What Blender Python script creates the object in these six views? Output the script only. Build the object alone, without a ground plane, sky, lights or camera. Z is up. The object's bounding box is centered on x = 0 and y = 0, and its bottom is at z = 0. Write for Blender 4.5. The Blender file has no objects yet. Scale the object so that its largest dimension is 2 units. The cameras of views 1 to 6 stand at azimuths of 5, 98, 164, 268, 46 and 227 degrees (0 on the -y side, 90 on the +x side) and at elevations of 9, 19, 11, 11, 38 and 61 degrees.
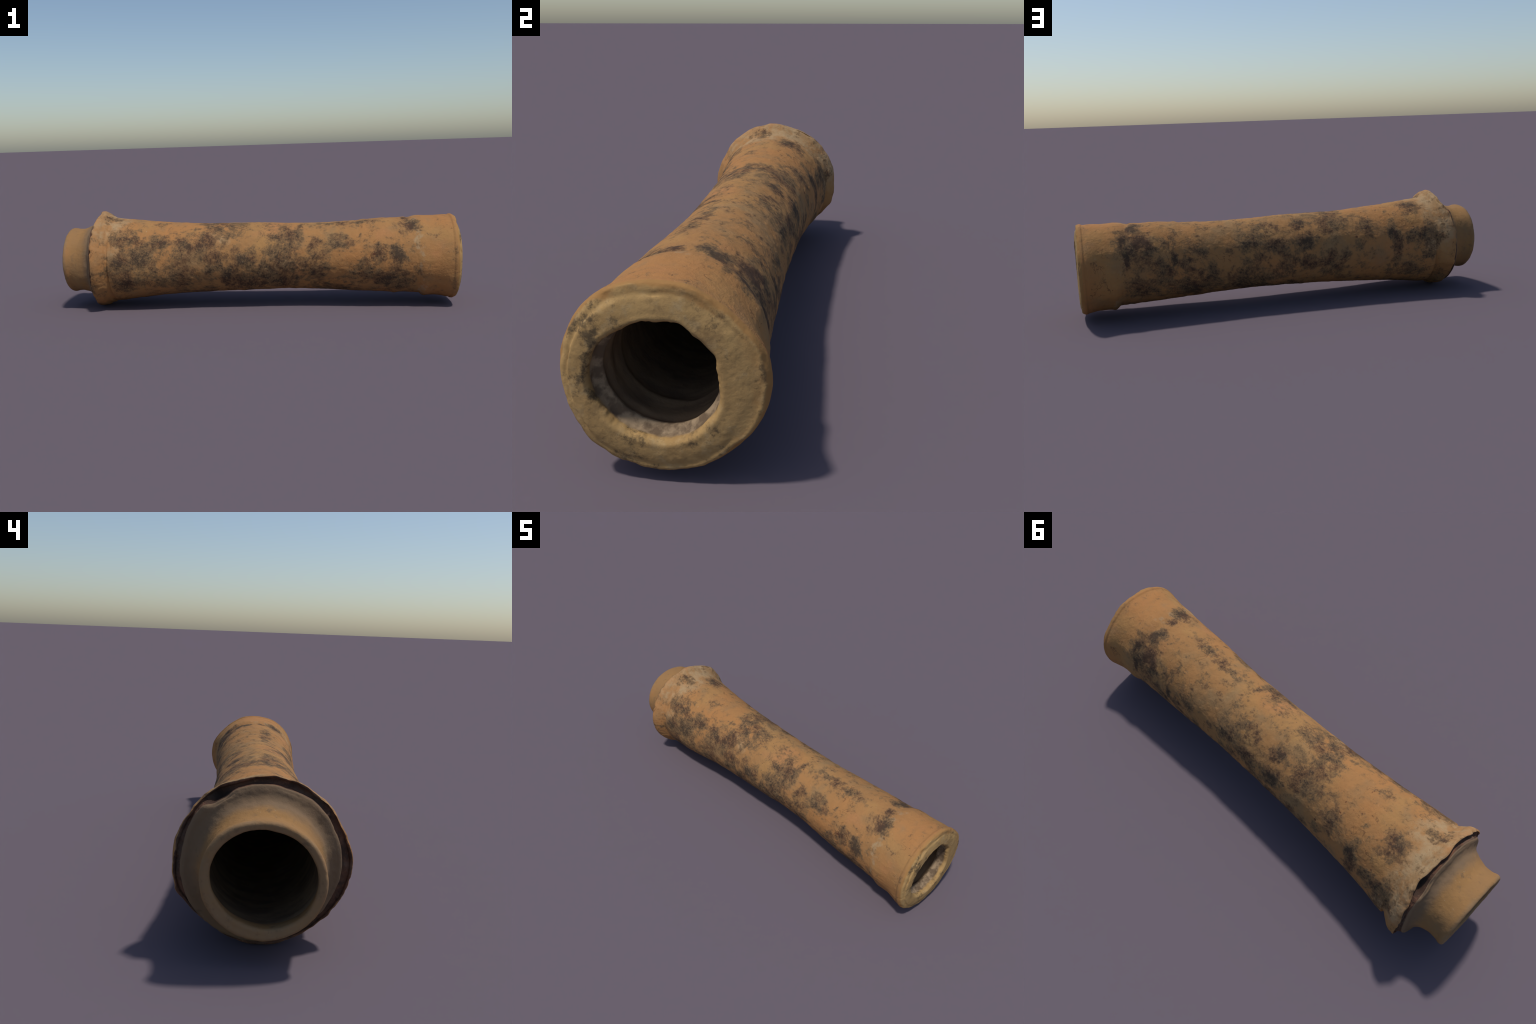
"""An old fired-clay water pipe: a waisted barrel with a plain mouth band at one end and, at the
other, a split collar from which a short spigot sticks out.  The wall is one closed surface of
revolution made irregular by rule, then separated into its parts."""
import bpy
import numpy as np
from math import radians, pi

NT = 512                                   # steps round the pipe
TH = np.arange(NT) * 2 * pi / NT           # 0 = +y side, 90 = top
DEG = np.degrees(TH)


# ------------------------------------------------------------------ helpers
def lattice(ix, iy, iz, seed):
    h = (ix * 374761393 + iy * 668265263 + iz * 2147483647 + seed * 1274126177) & 0xFFFFFFFF
    h = ((h ^ (h >> 13)) * 1274126177) & 0xFFFFFFFF
    h = ((h ^ (h >> 16)) * 2246822519) & 0xFFFFFFFF
    return ((h ^ (h >> 15)) & 0xFFFF) / 32767.5 - 1.0


def noise3(p, freq, seed=0):
    """smooth value noise in -1..1 at points p (..., 3)"""
    q = p * freq + 100.0
    i = np.floor(q).astype(np.int64)
    f = q - i
    f = f * f * f * (f * (f * 6 - 15) + 10)
    out = 0
    for a in (0, 1):
        for b in (0, 1):
            for c in (0, 1):
                w = ((f[..., 0] if a else 1 - f[..., 0]) * (f[..., 1] if b else 1 - f[..., 1])
                     * (f[..., 2] if c else 1 - f[..., 2]))
                out = out + w * lattice(i[..., 0] + a, i[..., 1] + b, i[..., 2] + c, seed)
    return out


def fractal(p, freq, seed=0, octaves=3, gain=0.5):
    return sum(noise3(p, freq * 2.03 ** k, seed + k) * gain ** k for k in range(octaves))


def round_noise(freq, seed, octaves=2):
    """noise that closes on itself round the pipe; freq = lumps per circumference, roughly"""
    p = np.stack([np.cos(TH), np.sin(TH), np.full(NT, seed * 1.7)], -1)
    return fractal(p, freq / 6.0, seed, octaves)


def round_table(pairs, window=21):
    """value round the pipe through (degrees, value) pairs, smoothed"""
    pairs = sorted((a % 360, v) for a, v in pairs)
    v = np.interp(DEG, [a for a, _ in pairs], [b for _, b in pairs], period=360)
    k = np.hanning(window)
    k /= k.sum()
    h = window // 2
    return np.convolve(np.concatenate([v[-h:], v, v[:h]]), k, mode="valid")


def bump(deg, width):
    d = (DEG - deg + 180) % 360 - 180
    return np.exp(-(d / width) ** 2)


def smooth_step(a, b, x):
    t = np.clip((x - a) / (b - a), 0, 1)
    return t * t * (3 - 2 * t)


def full(v):
    return v if isinstance(v, np.ndarray) else np.full(NT, float(v))


def loft(points, step=0.003):
    """Catmull-Rom through control rings [(x, r), ...]; each x, r is a number or varies round the pipe"""
    P = np.stack([np.stack([full(x), full(r)], -1) for x, r in points])
    P = np.concatenate([2 * P[:1] - P[1:2], P, 2 * P[-1:] - P[-2:-1]])
    out = []
    for k in range(1, len(P) - 2):
        a, b, c, d = P[k - 1:k + 3]
        n = max(2, int(np.ceil(np.linalg.norm(c - b, axis=-1).mean() / step)))
        # limited tangents: no overshoot where spacing changes abruptly
        lb = np.linalg.norm(b - a, axis=-1, keepdims=True) + 1e-6
        lc = np.linalg.norm(c - b, axis=-1, keepdims=True) + 1e-6
        ld = np.linalg.norm(d - c, axis=-1, keepdims=True) + 1e-6
        m1 = ((b - a) / lb * lc + (c - b) / lc * lb) / (lb + lc) * lc
        m2 = ((c - b) / lc * ld + (d - c) / ld * lc) / (lc + ld) * lc
        for t in np.arange(n) / n:
            out.append((2 * t**3 - 3 * t**2 + 1) * b + (t**3 - 2 * t**2 + t) * m1
                       + (3 * t**2 - 2 * t**3) * c + (t**3 - t**2) * m2)
    out.append(P[-2])
    return np.stack(out)


# ------------------------------------------------------------------ control rings round the pipe
ragged = round_noise(26, 3, 3)
wavy = round_noise(9, 5, 2)
nicks = np.clip(1.2 * round_noise(44, 8, 2) - .35, 0, 1) + .9 * bump(143, 2.0) + .6 * bump(152, 2.6) + .7 * bump(47, 2.2)

# collar: outer lip radius, radius of the inner crest, depth of the split between them
lip_r = round_table([(89, .2500), (84, .2465), (78, .2440), (72, .2420), (65, .2450), (52, .2500), (39, .2540),
                     (32, .2510), (25, .2520), (10, .258), (1, .2550), (-10, .2605), (-22, .2610), (-30, .2520),
                     (-40, .2465), (-58, .2440), (-75, .2455), (-90, .2490), (-110, .2480), (-134, .2515),
                     (-142, .2545), (-157, .2600), (-173, .2610), (178, .2600), (167, .2550), (156, .2500),
                     (144, .2505), (135, .2520), (128, .2475), (119, .2475), (109, .2480), (103, .2445),
                     (96, .2505)], 13) + .0010 * ragged
lip_edge = lip_r + .0022 * ragged - .0045 * nicks
crest_r = round_table([(90, .2232), (75, .2207), (66, .2197), (60, .2120), (54, .2140), (47, .2220), (43, .2370),
                       (33, .2355), (11, .2284), (-5, .2317), (-28, .2361), (-60, .2340), (-90, .2310),
                       (-120, .2240), (-151, .2238), (-163, .2265), (179, .2268), (161, .2246), (151, .2254),
                       (142, .2267), (128, .2258), (117, .2200), (105, .2200), (97, .2230)], 13) \
    + .0012 * wavy + .0008 * ragged
split = (.020 * (smooth_step(45, 62, DEG) - smooth_step(140, 158, DEG))
         + .026 * bump(53, 6.5) + .012 * bump(30, 4) + .009 * bump(9, 5) + .006 * bump(-20, 12)
         + .010 * bump(180, 36) + .006 * bump(225, 22) + .004 + .002 * wavy)
split *= 1 - .85 * bump(142, 3.0)
lip_x = round_table([(136, -.824), (115, -.818), (105, -.814), (88, -.818), (77, -.816), (66, -.814), (57, -.807),
                     (44, -.822), (34, -.833), (10, -.838), (-11, -.836), (-40, -.840), (-75, -.850), (-103, -.848),
                     (-130, -.837), (-163, -.826), (171, -.822), (154, -.829)], 13) + .0028 * ragged + .004 * nicks
crest_x = round_table([(134, -.838), (118, -.830), (102, -.827), (77, -.829), (62, -.832), (50, -.840), (34, -.843),
                       (15, -.846), (-19, -.857), (-75, -.862), (-103, -.856), (-135, -.846), (180, -.838)]) + .001 * ragged
lip_in = np.maximum(lip_r - .0085 - .003 * wavy, crest_r + .003)
lip_in = np.maximum(lip_in, np.where(bump(52, 7) > .3, lip_r - .0065, 0))

# mouth: outer edge of the face, edge of the bore, about their own centre
mouth_r = round_table([(173, .207), (156, .207), (140, .210), (120, .210), (102, .205), (87, .205),
                       (73, .208), (58, .204), (41, .206), (27, .214), (15, .222), (3, .222), (-13, .219),
                       (-27, .214), (-43, .210), (-65, .211), (-85, .213), (-105, .215), (-120, .218),
                       (-135, .219), (-151, .215), (-168, .207)])
hole_r = round_table([(173, .149), (155, .146), (136, .136), (121, .127), (105, .126), (93, .126),
                      (82, .127), (70, .130), (59, .121), (45, .124), (29, .127), (15, .123), (-4, .122),
                      (-24, .128), (-44, .133), (-64, .136), (-84, .140), (-110, .140), (-134, .144),
                      (-151, .148), (-171, .149)]) + .0012 * ragged
spigot_r = round_table([(83, .162), (60, .168), (39, .172), (14, .172), (-5, .171), (-25, .171), (-50, .170),
                        (-73, .171), (-95, .170), (-123, .171), (-150, .171), (-178, .168), (160, .165),
                        (132, .162), (106, .161)]) - .001
spigot_hole = round_table([(81, .137), (53, .142), (30, .146), (12, .146), (-8, .140), (-33, .132),
                           (-66, .130), (-104, .136), (-137, .143), (-175, .144), (156, .140), (126, .136),
                           (105, .133)])
rim_x = .003 * np.cos(TH) * np.where(np.cos(TH) > 0, -1, -.3)
chip = bump(121, 5)                                  # nick where the rim's flap ends
flap = smooth_step(35, 60, DEG) - smooth_step(116, 124, DEG)

# barrel: radius along the axis
BARREL = [(-.745, .2150), (-.69, .2095), (-.62, .2030), (-.53, .1930), (-.44, .1865), (-.34, .1810),
          (-.24, .1765), (-.14, .1750), (0, .1715), (.10, .1700), (.25, .1695), (.37, .1730),
          (.47, .1790), (.57, .1850), (.66, .1885), (.72, .1905)]
barrel_rear_r = .2150 + .008 * bump(-30, 60) + .004 * bump(215, 40)
seam_x = .792 - .022 * np.sin(TH) + .002 * wavy       # joint between barrel and mouth band
rise = .006 + .010 * bump(90, 80)                     # the joint is soft on top, a sharp step below
seam_step = .003 + .0025 * wavy + .0015 * ragged + .0095 * bump(-90, 62) + .002 * bump(90, 45)


# ------------------------------------------------------------------ sections, in order round the wall
lean = crest_x + .847
spigot = loft([
    (-.935, spigot_hole + .0110), (-.962, spigot_hole + .0050), (-.980, spigot_hole + .0025), (-.9875, spigot_hole + .0025),
    (-.9920, spigot_hole + .0050), (-.9945, .5 * (spigot_hole + spigot_r)), (-.9950, spigot_r - .0060), (-.9920, spigot_r - .0010), (-.985, spigot_r + .0022),
    (-.976, spigot_r + .0022), (-.964, spigot_r - .0012), (-.945, spigot_r - .003), (-.925, spigot_r - .0025),
    (-.905 + .35 * lean, .5 * spigot_r + .0855), (-.886 + .7 * lean, .1765), (crest_x - .025, .1850), (crest_x - .0150, .1970),
    (crest_x - .0095, .2100), (crest_x - .0065, crest_r - .006), (crest_x - .003, crest_r - .0008), (crest_x, crest_r + .0012)], .0026)
split_ring = loft([
    (crest_x, crest_r + .0012), (crest_x + .005, crest_r + .0022), (crest_x + .003 + .5 * split, crest_r + .0015),
    (crest_x + .004 + .85 * split, .65 * crest_r + .35 * lip_in), (lip_x + .003 + .15 * split, lip_in - .0012),
    (lip_x + .0005, lip_in), (lip_x - .0015, .5 * lip_in + .5 * lip_edge), (lip_x - .0005, lip_edge - .0022)], .0024)
collar = loft([
    (lip_x - .0005, lip_edge - .0022), (lip_x + .003, .7 * lip_edge + .3 * lip_r), (lip_x + .010, lip_r),
    (.5 * lip_x - .396, lip_r - .0005), (.25 * lip_x - .588, lip_r - .0065), (.1 * lip_x - .699, lip_r - .0175), (-.770, .4 * lip_r + .6 * barrel_rear_r - .003),
    (-.757, barrel_rear_r + .001), (-.745, barrel_rear_r)], .0026)
nb = 380
xb = np.linspace(-.745, .70, nb)
xs, rs = map(np.array, zip(*BARREL))
k = np.hanning(25)
rb = np.interp(np.pad(xb, 12, mode="reflect", reflect_type="odd"), xs, rs)
rb = np.convolve(rb, k / k.sum(), mode="valid")
rear = np.exp(-((xb + .745) / .07) ** 2)[:, None]
B = np.stack([np.repeat(xb[:, None], NT, 1),
              rb[:, None] + rear * (barrel_rear_r - rb[0])[None]], -1)
barrel_end = loft([(.70, rb[-1]), (.4 * .70 + .6 * (seam_x - .032), .1908), (seam_x - .032, .1920), (seam_x - .018, .1925 - .0035 * bump(90, 45)), (seam_x - .004, .1934 - .0025 * bump(90, 45))])
barrel = np.concatenate([B[:-1], barrel_end])
band = loft([
    (seam_x - .004, .1934 - .0025 * bump(90, 45)), (seam_x + .004 + .6 * rise, .1940 + .7 * seam_step), (seam_x + .010 + 1.1 * rise, .1953 + seam_step),
    (.850, .1970 + .7 * seam_step), (.890, .1995 + .4 * seam_step), (.925, .5 * (.2025 + mouth_r)),
    (.947, mouth_r - .0015), (.956, mouth_r - .001), (.963 + .5 * rim_x, mouth_r + .0030), (.972 + rim_x, mouth_r + .0030)])
face_x = .9925 - .002 * flap - .0045 * np.cos(TH)
worn = .0022 * ragged + .0020 * round_noise(50, 14, 2)          # nibbled edge
edge_in = mouth_r - .010 + 1.3 * worn - .002 * flap + .003 * wavy
face = loft([
    (.972 + rim_x, mouth_r + .0030), (.9805 + rim_x + .5 * worn - .003 * chip, mouth_r + .5 * worn - .001 - .003 * chip), (.9865 + rim_x - .002 * flap - .006 * chip, .6 * edge_in + .4 * mouth_r - .002),
    (.6 * face_x + .4 * (.986 + rim_x) - .0025 - .001 * flap - .005 * chip, edge_in - .008), (face_x - .0025, .65 * mouth_r + .35 * hole_r), (face_x, .5 * (mouth_r + hole_r)),
    (face_x + .0015, .25 * mouth_r + .75 * hole_r), (face_x + .0008, hole_r + .0045), (face_x - .0040, hole_r + .5 * worn),
    (.962, hole_r - .003), (.945, np.minimum(hole_r - .008, .5 * hole_r + .055)), (.936, np.minimum(hole_r - .006, .5 * hole_r + .058))])
bore_front = loft([
    (.936, np.minimum(hole_r - .006, .5 * hole_r + .058)), (.928, .5 * hole_r + .061), (.912, .128 + .002 * wavy), (.885, .128),
    (.870, .1255), (.858 + .008 * wavy, .1225), (.845 + .008 * wavy, .1265), (.80, .1265), (.72, .125)], .004)
xi = np.linspace(.72, -.90, 290)
bore_mid = np.stack([np.repeat(xi[:, None], NT, 1),
                     np.repeat(np.interp(xi, [-.9, -.6, 0, .4, .72], [.155, .153, .143, .129, .125])[:, None], NT, 1)], -1)
bore_back = loft([(-.90, .155), (-.918, .4 * spigot_hole + .096), (-.935, spigot_hole + .0110)])
bore = np.concatenate([bore_front[:-1], bore_mid[:-1], bore_back])

# ------------------------------------------------------------------ one closed wall
sections = [("spigot", spigot), ("collar_split", split_ring), ("collar", collar), ("barrel", barrel), ("mouth_band", band),
            ("end_face", face), ("bore", bore)]
spans, rings, at = {}, [], 0
for name, ring in sections:
    spans[name] = (at, at + len(ring) - 1)
    rings.append(ring[:-1])
    at += len(ring) - 1
W = np.concatenate(rings)
NR = len(W)
x, r = W[..., 0], W[..., 1]
# long flats pressed into the barrel while the clay was wet
ang = np.broadcast_to(DEG, x.shape)


def dent(x0, wx, a0, wa, depth):
    d = (ang - a0 + 180) % 360 - 180
    return depth * np.exp(-((x - x0) / wx) ** 2 - (d / wa) ** 2)


neck = np.zeros(NR)
neck[spans["spigot"][0] + 20:spans["spigot"][1]] = 1
outer = np.zeros(NR)
outer[spans["barrel"][0]:spans["mouth_band"][1]] = 1
relief = (neck[:, None] * (x > -.985) * (r > .155)) * dent(-.915, .045, -142, 30, .012)
relief = relief + outer[:, None] * (dent(.22, .22, -141, 34, -.008) + dent(.20, .45, -42, 30, .006) + dent(.60, .10, -10, 20, -.003) + dent(.05, .25, 98, 26, .005)
                           + dent(-.62, .24, -42, 34, .013) + dent(-.35, .25, -50, 30, .008) + dent(-.55, .17, 207, 25, .015) + dent(.1, .55, 180, 35, .003) + dent(.1, .5, 0, 30, .0025)
                           + dent(-.45, .40, 0, 40, .004) + dent(-.50, .35, 180, 40, .006)
                           + dent(.685, .018, -100, 14, .006) + dent(.61, .06, 95, 40, .002)
                           + dent(.575, .006, 5, 40, -.003) + dent(.50, .015, 97, 30, -.003) + dent(.53, .012, 100, 25, .0025))
r = r + relief
cy = np.interp(x, [-1, -.83, -.6, .8, 1], [.002, .003, .0, .0, .002])
cz = np.interp(x, [-1, -.83, -.72, 0, .5, .8, .96, 1], [.248, .2495, .2435, .2448, .2432, .242, .239, .239])
cy = cy * 1.0
P = np.stack([x, cy + r * np.cos(TH), cz + r * np.sin(TH)], -1)


def wall_normals(P):
    du = np.roll(P, -1, 0) - np.roll(P, 1, 0)
    dv = np.roll(P, -1, 1) - np.roll(P, 1, 1)
    n = np.cross(dv, du)
    return n / (np.linalg.norm(n, axis=-1, keepdims=True) + 1e-12)


N = wall_normals(P)
if (N[spans["barrel"][0] + 50, 0] @ np.array([0, 1, 0])) < 0:
    N = -N
gain = np.ones(NR)
for name, g in (("spigot", .55), ("collar_split", 1.0), ("collar", .8), ("barrel", .75), ("mouth_band", .45), ("end_face", .5), ("bore", .25)):
    gain[spans[name][0]:spans[name][1]] = g
gk = np.hanning(15)
gain = np.convolve(np.pad(gain, 7, mode="wrap"), gk / gk.sum(), mode="valid")
S = P * np.array([.75, 1.25, 1.25])                   # lumps are drawn out along the throwing direction less than across
S2 = P * np.array([1.6, .8, .8])                      # turning ridges run round the pipe
lump = .0020 * fractal(P, 7, 11, 2) + .0008 * fractal(S, 19, 21, 2) + .0009 * fractal(P, 55, 31, 3)
ridge = .0011 * fractal(S2, 28, 41, 2)
scab = np.clip(fractal(P, 24, 51, 3) - .75, 0, 1) * .003
P = P + N * ((lump + ridge + scab) * gain[:, None])[..., None]
# frame: lowest point on the ground, longest side exactly 2 m
half = (P[..., 0].max() - P[..., 0].min()) / 2
P[..., 0] = (P[..., 0] - (P[..., 0].max() + P[..., 0].min()) / 2) / half
P[..., 1] -= (P[..., 1].max() + P[..., 1].min()) / 2
P[..., 2] -= P[..., 2].min()
N = wall_normals(P)
if (N[spans["barrel"][0] + 50, 0] @ np.array([0, 1, 0])) < 0:
    N = -N


# ------------------------------------------------------------------ materials
class Graph:
    def __init__(self, name):
        self.m = bpy.data.materials.new(name)
        self.m.use_nodes = True
        self.t = self.m.node_tree
        self.t.nodes.clear()
        self.pos = self.new("ShaderNodeTexCoord").outputs["Object"]

    def new(self, kind, **props):
        n = self.t.nodes.new(kind)
        for k, v in props.items():
            setattr(n, k, v)
        return n

    def put(self, socket, v):
        if isinstance(v, bpy.types.NodeSocket):
            self.t.links.new(v, socket)
        elif v is not None:
            socket.default_value = v

    def math(self, op, a, b=None, c=None, clamp=False):
        n = self.new("ShaderNodeMath", operation=op, use_clamp=clamp)
        for s, v in zip(n.inputs, (a, b, c)):
            self.put(s, v)
        return n.outputs[0]

    def vec(self, op, a, b=None, out=0):
        n = self.new("ShaderNodeVectorMath", operation=op)
        self.put(n.inputs[0], a)
        if b is not None:
            self.put(n.inputs[1], b)
        return n.outputs[out]

    def noise(self, scale, detail=4, rough=.55, vector=None, distort=0, colour=False):
        n = self.new("ShaderNodeTexNoise")
        self.put(n.inputs["Vector"], vector or self.pos)
        n.inputs["Scale"].default_value = scale
        n.inputs["Detail"].default_value = detail
        n.inputs["Roughness"].default_value = rough
        n.inputs["Distortion"].default_value = distort
        return n.outputs["Color" if colour else "Fac"]

    def ramp(self, f, a, b, lo=0., hi=1.):
        n = self.new("ShaderNodeMapRange", interpolation_type="SMOOTHSTEP")
        for s, v in zip(n.inputs, (f, a, b, lo, hi)):
            self.put(s, v)
        return n.outputs[0]

    def mix(self, f, a, b):
        n = self.new("ShaderNodeMix", data_type="RGBA")
        self.put(n.inputs[0], f)
        for s, v in ((n.inputs[6], a), (n.inputs[7], b)):
            self.put(s, v if isinstance(v, bpy.types.NodeSocket) else (*v, 1))
        return n.outputs[2]

    def scaled(self, s):
        return self.vec("MULTIPLY", self.pos, s)

    def finish(self, colour, height, strength=.42, distance=.005, rough=.92):
        b = self.new("ShaderNodeBump")
        b.inputs["Strength"].default_value = strength
        b.inputs["Distance"].default_value = distance
        self.put(b.inputs["Height"], height)
        p = self.new("ShaderNodeBsdfPrincipled")
        self.put(p.inputs["Base Color"], colour)
        self.put(p.inputs["Roughness"], rough)
        p.inputs["Specular IOR Level"].default_value = .12
        self.put(p.inputs["Normal"], b.outputs[0])
        o = self.new("ShaderNodeOutputMaterial")
        self.t.links.new(p.outputs[0], o.inputs[0])
        return self.m


def spot_group():
    """how deep a point lies inside a soft spot of given centre and size (1 at its centre, 0 at its edge)"""
    g = bpy.data.node_groups.new("soft_spot", "ShaderNodeTree")
    for nm, kind in (("Point", "NodeSocketVector"), ("Centre", "NodeSocketVector"), ("Scale", "NodeSocketVector"),
                     ("Strength", "NodeSocketFloat"), ("Below", "NodeSocketFloat")):
        g.interface.new_socket(nm, in_out="INPUT", socket_type=kind)
    g.interface.new_socket("Value", in_out="OUTPUT", socket_type="NodeSocketFloat")
    i, o = g.nodes.new("NodeGroupInput"), g.nodes.new("NodeGroupOutput")
    sub = g.nodes.new("ShaderNodeVectorMath"); sub.operation = "SUBTRACT"
    mul = g.nodes.new("ShaderNodeVectorMath"); mul.operation = "MULTIPLY"
    ln = g.nodes.new("ShaderNodeVectorMath"); ln.operation = "LENGTH"
    mr = g.nodes.new("ShaderNodeMapRange"); mr.interpolation_type = "SMOOTHSTEP"
    mx = g.nodes.new("ShaderNodeMath"); mx.operation = "MAXIMUM"
    L = g.links.new
    L(i.outputs[0], sub.inputs[0]); L(i.outputs[1], sub.inputs[1])
    L(sub.outputs[0], mul.inputs[0]); L(i.outputs[2], mul.inputs[1])
    L(mul.outputs[0], ln.inputs[0])
    L(ln.outputs["Value"], mr.inputs[0])
    mr.inputs[1].default_value, mr.inputs[2].default_value = 1.5, .25
    L(i.outputs[3], mr.inputs[4])
    L(mr.outputs[0], mx.inputs[0]); L(i.outputs[4], mx.inputs[1])
    L(mx.outputs[0], o.inputs[0])
    return g


SPOT = spot_group()

# soot stains burnt into the wall: place along the axis, degrees round it, half length, half width
DEEP = [(.755, 100, .022, .035), (.735, 72, .03, .04), (.765, 57, .03, .03), (-.66, 148, .083, .05), (-.59, 172, .06, .08), (-.14, 203, .046, .10), (-.06, 178, .045, .05),
        (.69, 172, .035, .055), (.65, 215, .085, .06), (.76, 122, .058, .036), (.72, 36, .05, .075),
        (.78, 17, .014, .04), (.615, -7, .053, .045), (.558, 11, .014, .10), (.71, -31, .065, .055),
        (-.07, 55, .043, .033), (-.085, 22, .045, .034), (.19, -36, .10, .076), (.40, -22, .05, .06),
        (-.55, 5, .03, .075), (-.73, 14, .045, .062), (-.64, -34, .055, .04), (.10, 212, .075, .075),
        (.506, 139, .015, .012)]
FAINT = [(-.68, 192, .058, .095), (-.49, 150, .046, .04), (-.51, 197, .055, .034), (-.30, 150, .085, .058),
         (-.164, 113, .075, .05), (-.38, 190, .055, .118), (-.20, 177, .048, .05), (.154, 141, .064, .06),
         (.09, 178, .055, .056), (.18, 195, .054, .066), (-.036, 222, .065, .075), (.30, 149, .027, .03),
         (.425, 149, .045, .025), (.60, 169, .022, .04), (.53, 195, .035, .055), (.288, 186, .05, .065),
         (.785, 42, .024, .055), (.587, 31, .044, .024), (.50, -2, .03, .024), (.45, 22, .045, .028),
         (.124, 57, .036, .026), (.067, 56, .024, .024), (-.22, 60, .075, .07), (.16, 31, .056, .05),
         (.08, 15, .056, .028), (.17, -4, .047, .034), (-.08, -9, .044, .03), (-.226, -12, .06, .045),
         (.05, -21, .05, .047), (-.41, 36, .04, .04), (-.627, 15, .025, .025), (-.72, -12, .04, .027),
         (-.66, 68, .04, .045), (.49, -36, .057, .062), (.528, 104, .034, .014), (.38, 101, .08, .013),
         (.219, 105, .018, .02), (-.25, 95, .05, .03), (-.13, 119, .04, .02), (-.214, 109, .04, .026),
         (-.74, 101, .06, .014), (.85, 142, .026, .012), (.35, 250, .10, .07), (-.30, 262, .11, .07),
         (-.60, 285, .07, .06), (.03, 290, .07, .05)]
PALE = [(-.72, 115, .05, .07), (-.73, 5, .04, .07), (-.77, 80, .07, .13), (-.79, 30, .05, .13), (-.80, 130, .05, .10), (-.75, 50, .05, .08), (-.70, 95, .05, .05), (.10, 180, .07, .04), (-.73, 160, .04, .05),
        (-.20, 140, .05, .03), (.80, 152, .015, .03)]


def spots(g, point, rows, strength, chain=0.0, grow=1.0):
    for (sx, deg, ln, wd) in rows:
        a = radians(deg)
        rad = float(np.interp(sx, xs, rs)) if sx < .75 else .198
        n = g.new("ShaderNodeGroup", node_tree=SPOT)
        g.put(n.inputs[0], point)
        n.inputs[1].default_value = (sx, rad * np.cos(a), .2435 + rad * np.sin(a))
        n.inputs[2].default_value = (1 / (grow * ln), 1 / (grow * wd), 1 / (grow * wd))
        n.inputs[3].default_value = strength
        g.put(n.inputs[4], chain)
        chain = n.outputs[0]
    return chain


def grain(g):
    fine = g.noise(260, 3, .6)
    pits = g.noise(85, 4, .6)
    return g.math("ADD", g.math("MULTIPLY", fine, .45), pits)


def clay_colour(g):
    """fired clay: orange to tan, with yellow and grey clouds and streaks drawn round by the turning"""
    cloud = g.noise(3.6, 4, .55)
    c = g.mix(g.ramp(cloud, .36, .64), (.350, .178, .068), (.390, .183, .066))
    yellow = g.ramp(g.noise(5.5, 4, .5, g.vec("ADD", g.pos, (7, 3, 1))), .50, .72)
    c = g.mix(g.math("MULTIPLY", yellow, .5), c, (.375, .215, .080))
    pink = g.ramp(g.noise(6.5, 3, .5, g.vec("ADD", g.pos, (2, 9, 4))), .58, .74)
    c = g.mix(g.math("MULTIPLY", pink, .45), c, (.440, .195, .082))
    grey = g.ramp(g.noise(6.0, 5, .6, g.vec("ADD", g.pos, (5, 5, 5))), .47, .70)
    c = g.mix(g.math("MULTIPLY", grey, .62), c, (.245, .165, .085))
    streak = g.noise(7, 4, .6, g.scaled((8.0, .9, .9)))
    c = g.mix(g.ramp(streak, .5, .78, 0, .28), c, (.285, .150, .062))
    mott = g.noise(70, 4, .65)
    c = g.mix(g.ramp(mott, .52, .80, 0, .30), c, (.205, .115, .052))
    c = g.mix(g.ramp(g.noise(120, 2, .6, g.vec("ADD", g.pos, (3, 1, 8))), .64, .80, 0, .35), c, (.480, .300, .150))
    return c


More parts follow.
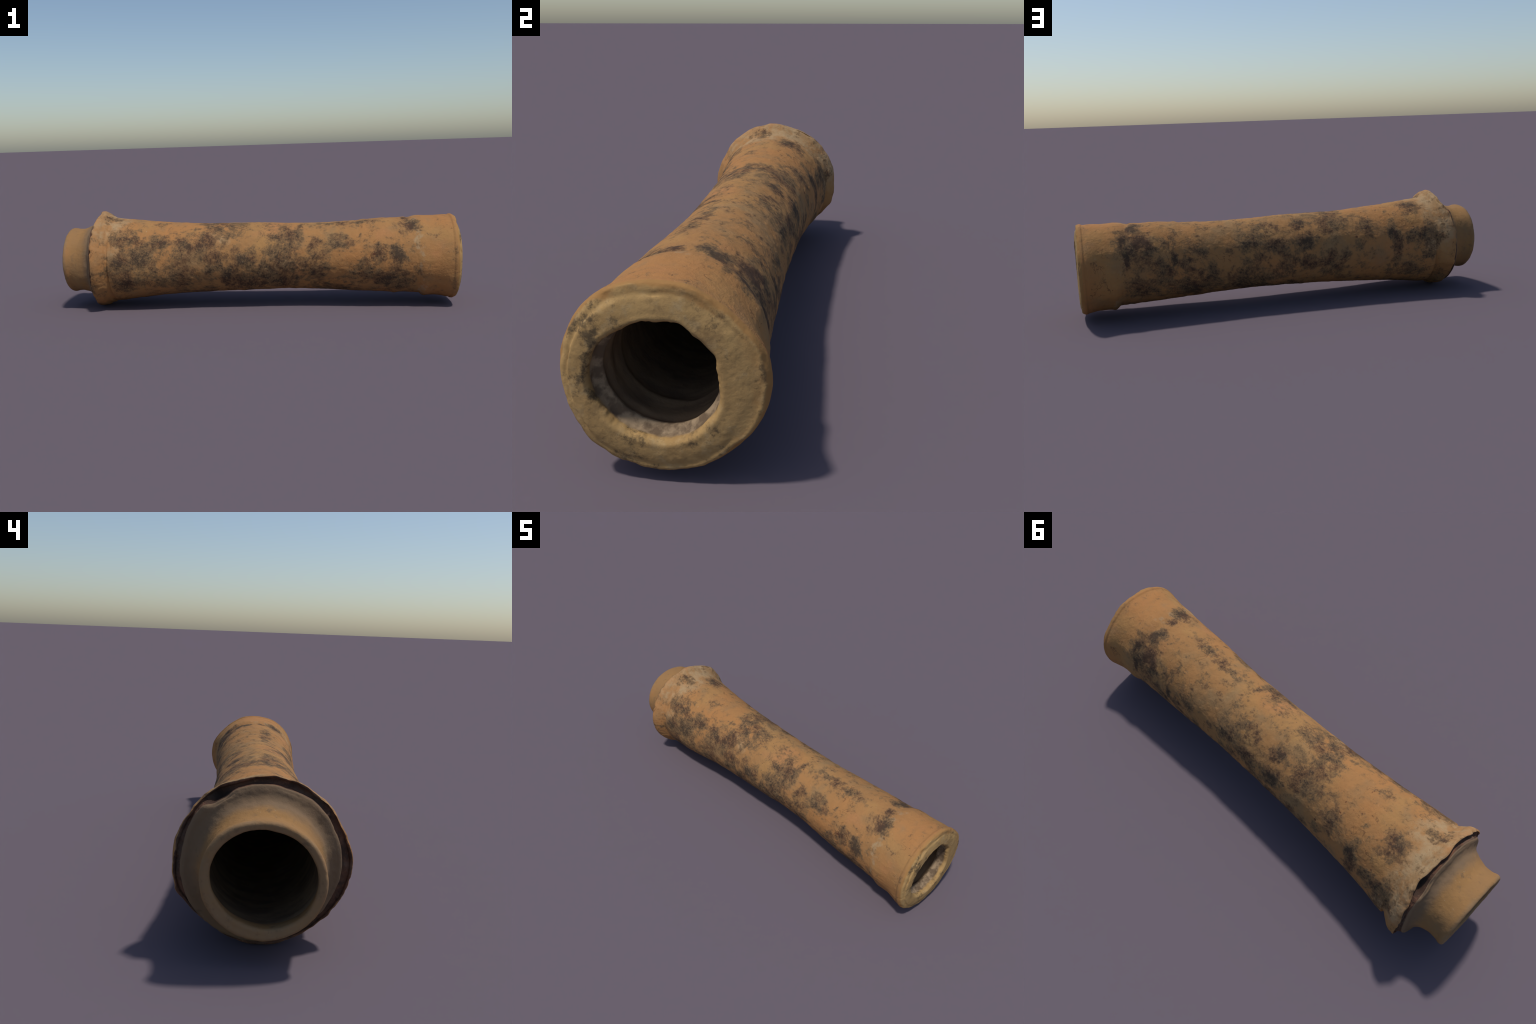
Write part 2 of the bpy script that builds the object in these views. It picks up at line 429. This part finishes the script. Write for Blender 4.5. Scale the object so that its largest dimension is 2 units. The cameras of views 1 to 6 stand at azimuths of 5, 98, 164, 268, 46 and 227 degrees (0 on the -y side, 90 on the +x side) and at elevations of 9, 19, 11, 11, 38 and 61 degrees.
def clay_material():
    g = Graph("fired_clay_with_soot")
    c = clay_colour(g)
    warp = g.vec("SUBTRACT", g.noise(13, 4, .6, colour=True), (.5, .5, .5))
    rag = g.vec("SUBTRACT", g.noise(48, 4, .7, colour=True), (.5, .5, .5))
    point = g.vec("ADD", g.pos, g.vec("MULTIPLY", warp, (.11, .11, .11)))
    point = g.vec("ADD", point, g.vec("MULTIPLY", rag, (.05, .05, .05)))
    field = spots(g, point, DEEP, 1.0, spots(g, point, FAINT, .84, 0.0, 1.4), 1.25)
    band = g.ramp(g.vec("DOT_PRODUCT", g.pos, (1, 0, 0), 1), .78, .84, 0, .22)
    patch = g.noise(10, 5, .62, g.vec("ADD", g.pos, (1, 4, 9)))
    brk = g.noise(27, 6, .72)
    tiny = g.noise(110, 6, .78)

    def part(n, k):
        return g.math("MULTIPLY", g.math("SUBTRACT", n, .5), k)

    level = g.math("ADD", g.math("MULTIPLY", field, .72), part(patch, 1.7))
    level = g.math("ADD", level, part(brk, 2.5))
    pale = spots(g, point, PALE, 1.0)
    level = g.math("SUBTRACT", level, g.math("ADD", g.math("ADD", band, .02), g.math("MULTIPLY", pale, .16)))
    speckled = g.math("ADD", level, part(tiny, 2.3))
    stain = g.ramp(speckled, .16, .44)
    core = g.ramp(speckled, .50, .86)
    amount = g.math("ADD", g.math("MULTIPLY", stain, .5), g.math("MULTIPLY", core, .5))
    halo = g.math("MULTIPLY", g.ramp(level, -.14, .40), .60)
    joint = g.math("ABSOLUTE", g.math("SUBTRACT", g.math("ADD", g.vec("DOT_PRODUCT", point, (1, 0, .1), 1), 0.0), .822))
    joint = g.math("MULTIPLY", g.ramp(joint, .022, .006), g.ramp(g.noise(14, 5, .7, g.vec("ADD", g.pos, (2, 5, 8))), .48, .62, 0, .55))
    dust = g.math("MULTIPLY", pale, g.ramp(g.noise(18, 5, .65), .32, .60))
    c = g.mix(g.math("MULTIPLY", dust, .68), c, (.390, .290, .165))
    c = g.mix(joint, c, (.370, .270, .160))
    c = g.mix(halo, c, (.215, .132, .064))
    tint = g.ramp(g.noise(12, 3, .6), .42, .6)
    c = g.mix(g.math("MULTIPLY", stain, .76), c, g.mix(tint, (.155, .098, .052), (.148, .078, .041)))
    c = g.mix(g.math("MULTIPLY", core, .88), c, g.mix(tint, (.064, .044, .030), (.068, .040, .027)))
    vein = g.math("ABSOLUTE", part(g.noise(11, 3, .6, g.vec("ADD", g.pos, (3, 8, 2)), .4), 1.0))
    vein = g.math("MULTIPLY", g.ramp(vein, .011, .003), g.ramp(g.noise(6, 2, .5, g.vec("ADD", g.pos, (9, 4, 6))), .57, .63))
    c = g.mix(g.math("MULTIPLY", vein, .6), c, (.120, .058, .030))
    # crumbs of lime on the stains, rusty nicks in the clay
    lime = g.ramp(g.noise(95, 3, .6, g.vec("ADD", g.pos, (6, 2, 2))), .66, .78, 0, .55)
    c = g.mix(g.math("MULTIPLY", lime, g.ramp(g.noise(8, 3), .45, .65)), c, (.400, .320, .215))
    nick = g.ramp(g.noise(34, 2, .5, g.vec("ADD", g.pos, (8, 8, 1))), .735, .79, 0, .8)
    c = g.mix(nick, c, (.120, .045, .025))
    h = g.math("ADD", grain(g), g.math("MULTIPLY", amount, .5))
    return g.finish(c, h)


def spigot_material():
    g = Graph("smooth_clay_with_grey_fillet")
    c = g.mix(g.ramp(g.noise(6, 4, .55), .36, .66), (.285, .160, .070), (.330, .177, .067))
    c = g.mix(g.ramp(g.noise(9, 3, .5, g.vec("ADD", g.pos, (2, 7, 3))), .55, .72, 0, .6), c, (.370, .185, .075))
    c = g.mix(g.ramp(g.noise(8, 4, .6, g.vec("ADD", g.pos, (9, 1, 3))), .52, .72, 0, .5), c, (.200, .145, .078))
    axis = g.vec("DOT_PRODUCT", g.pos, (1, 0, 0), 1)
    wob = g.math("ADD", axis, g.math("MULTIPLY", g.math("SUBTRACT", g.noise(9, 4, .6), .5), .06))
    c = g.mix(g.ramp(wob, -.905, -.860, 0, .80), c, (.185, .128, .082))
    c = g.mix(g.ramp(wob, -.978, -1.0, 0, .6), c, (.270, .180, .105))
    c = g.mix(g.ramp(g.noise(24, 6, .75), .52, .72, 0, .65), c, (.175, .115, .065))
    c = g.mix(g.ramp(g.noise(15, 5, .7, g.vec("ADD", g.pos, (4, 6, 6))), .57, .70, 0, .6), c, (.130, .088, .055))
    c = g.mix(g.ramp(g.noise(95, 3, .6), .68, .80, 0, .5), c, (.400, .310, .200))
    return g.finish(c, grain(g), .25)


def split_material():
    """broken clay inside the split of the collar: dark red-brown, near-black in places"""
    g = Graph("broken_red_brown_clay")
    c = g.mix(g.ramp(g.noise(22, 5, .65), .36, .64), (.070, .042, .030), (.165, .080, .048))
    c = g.mix(g.ramp(g.noise(15, 4, .6, g.vec("ADD", g.pos, (4, 4, 1))), .54, .70, 0, .4), c, (.200, .140, .100))
    c = g.mix(g.ramp(g.noise(70, 4, .6), .60, .74, 0, .6), c, (.330, .170, .095))
    c = g.mix(spots(g, g.pos, [(-.800, 56, .05, .045)], .9), c, (.022, .017, .014))   # near-black painted into the notch for the shadow of its depth
    return g.finish(c, grain(g), .6)


def face_material():
    g = Graph("pale_cut_clay")
    c = g.mix(g.ramp(g.noise(9, 5, .6), .34, .66), (.460, .288, .116), (.370, .226, .090))
    c = g.mix(g.ramp(g.noise(26, 5, .65), .50, .74, 0, .6), c, (.460, .330, .170))
    c = g.mix(g.ramp(g.noise(14, 5, .7, g.vec("ADD", g.pos, (3, 3, 7))), .54, .72, 0, .55), c, (.200, .125, .060))
    c = g.mix(g.ramp(g.noise(11, 6, .74, g.vec("ADD", g.pos, (5, 1, 2))), .505, .63, 0, .85), c, (.075, .055, .035))
    c = g.mix(g.ramp(g.noise(150, 4, .7), .52, .78, 0, .4), c, (.200, .125, .065))
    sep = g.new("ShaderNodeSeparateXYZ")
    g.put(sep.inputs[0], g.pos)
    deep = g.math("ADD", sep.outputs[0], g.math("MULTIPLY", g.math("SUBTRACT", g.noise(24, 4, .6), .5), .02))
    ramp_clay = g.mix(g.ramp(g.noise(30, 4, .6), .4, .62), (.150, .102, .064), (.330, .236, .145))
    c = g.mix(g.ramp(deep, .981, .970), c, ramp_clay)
    dz = g.math("SUBTRACT", sep.outputs[2], .239)
    rad = g.math("SQRT", g.math("ADD", g.math("MULTIPLY", sep.outputs[1], sep.outputs[1]), g.math("MULTIPLY", dz, dz)))
    rad = g.math("ADD", rad, g.math("MULTIPLY", g.math("SUBTRACT", g.noise(16, 4, .6), .5), .03))
    rimx = g.math("ADD", sep.outputs[0], g.math("MULTIPLY", g.math("SUBTRACT", g.noise(30, 4, .6), .5), .008))
    c = g.mix(g.math("MULTIPLY", g.ramp(rimx, .986, .980), g.ramp(rad, .180, .188)), c, (.350, .185, .066))
    h = g.math("ADD", grain(g), g.math("MULTIPLY", g.noise(18, 5, .6), 1.2))
    return g.finish(c, h, .16)


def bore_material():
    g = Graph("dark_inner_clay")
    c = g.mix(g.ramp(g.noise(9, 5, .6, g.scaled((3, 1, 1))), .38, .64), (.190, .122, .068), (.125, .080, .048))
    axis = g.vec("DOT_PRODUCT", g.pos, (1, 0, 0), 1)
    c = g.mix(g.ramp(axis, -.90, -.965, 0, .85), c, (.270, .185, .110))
    return g.finish(c, grain(g), .3)


CLAY = clay_material()
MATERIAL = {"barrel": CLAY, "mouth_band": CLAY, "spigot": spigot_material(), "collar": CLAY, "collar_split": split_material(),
            "end_face": face_material(), "bore": bore_material()}

# ------------------------------------------------------------------ objects
scene = bpy.context.scene
thing = bpy.data.objects.new("clay_pipe", None)
thing["label"] = "old orange terracotta pipe with soot stains and split collar"
thing["category"] = "clay water pipe"
scene.collection.objects.link(thing)

flip = None
for name, _ in sections:
    a, b = spans[name]
    idx = np.arange(a, b + 1) % NR
    co = P[idx].reshape(-1, 3)
    no = N[idx].reshape(-1, 3)
    n = len(idx)
    i, j = np.meshgrid(np.arange(n - 1), np.arange(NT), indexing="ij")
    j2 = (j + 1) % NT
    quads = np.stack([i * NT + j, (i + 1) * NT + j, (i + 1) * NT + j2, i * NT + j2], -1).reshape(-1, 4)
    q0 = co[quads[len(quads) // 2]]
    if np.cross(q0[2] - q0[0], q0[3] - q0[1]) @ no[quads[len(quads) // 2][0]] < 0:
        quads = quads[:, ::-1]
    me = bpy.data.meshes.new(name)
    me.vertices.add(len(co))
    me.vertices.foreach_set("co", co.astype(np.float32).ravel())
    me.loops.add(quads.size)
    me.loops.foreach_set("vertex_index", quads.astype(np.int32).ravel())
    me.polygons.add(len(quads))
    me.polygons.foreach_set("loop_start", np.arange(0, quads.size, 4, dtype=np.int32))
    me.update(calc_edges=True)
    me.validate()
    me.polygons.foreach_set("use_smooth", np.ones(len(quads), bool))
    me.normals_split_custom_set_from_vertices(no.tolist())
    me.materials.append(MATERIAL[name])
    ob = bpy.data.objects.new(name, me)
    ob.parent = thing
    scene.collection.objects.link(ob)
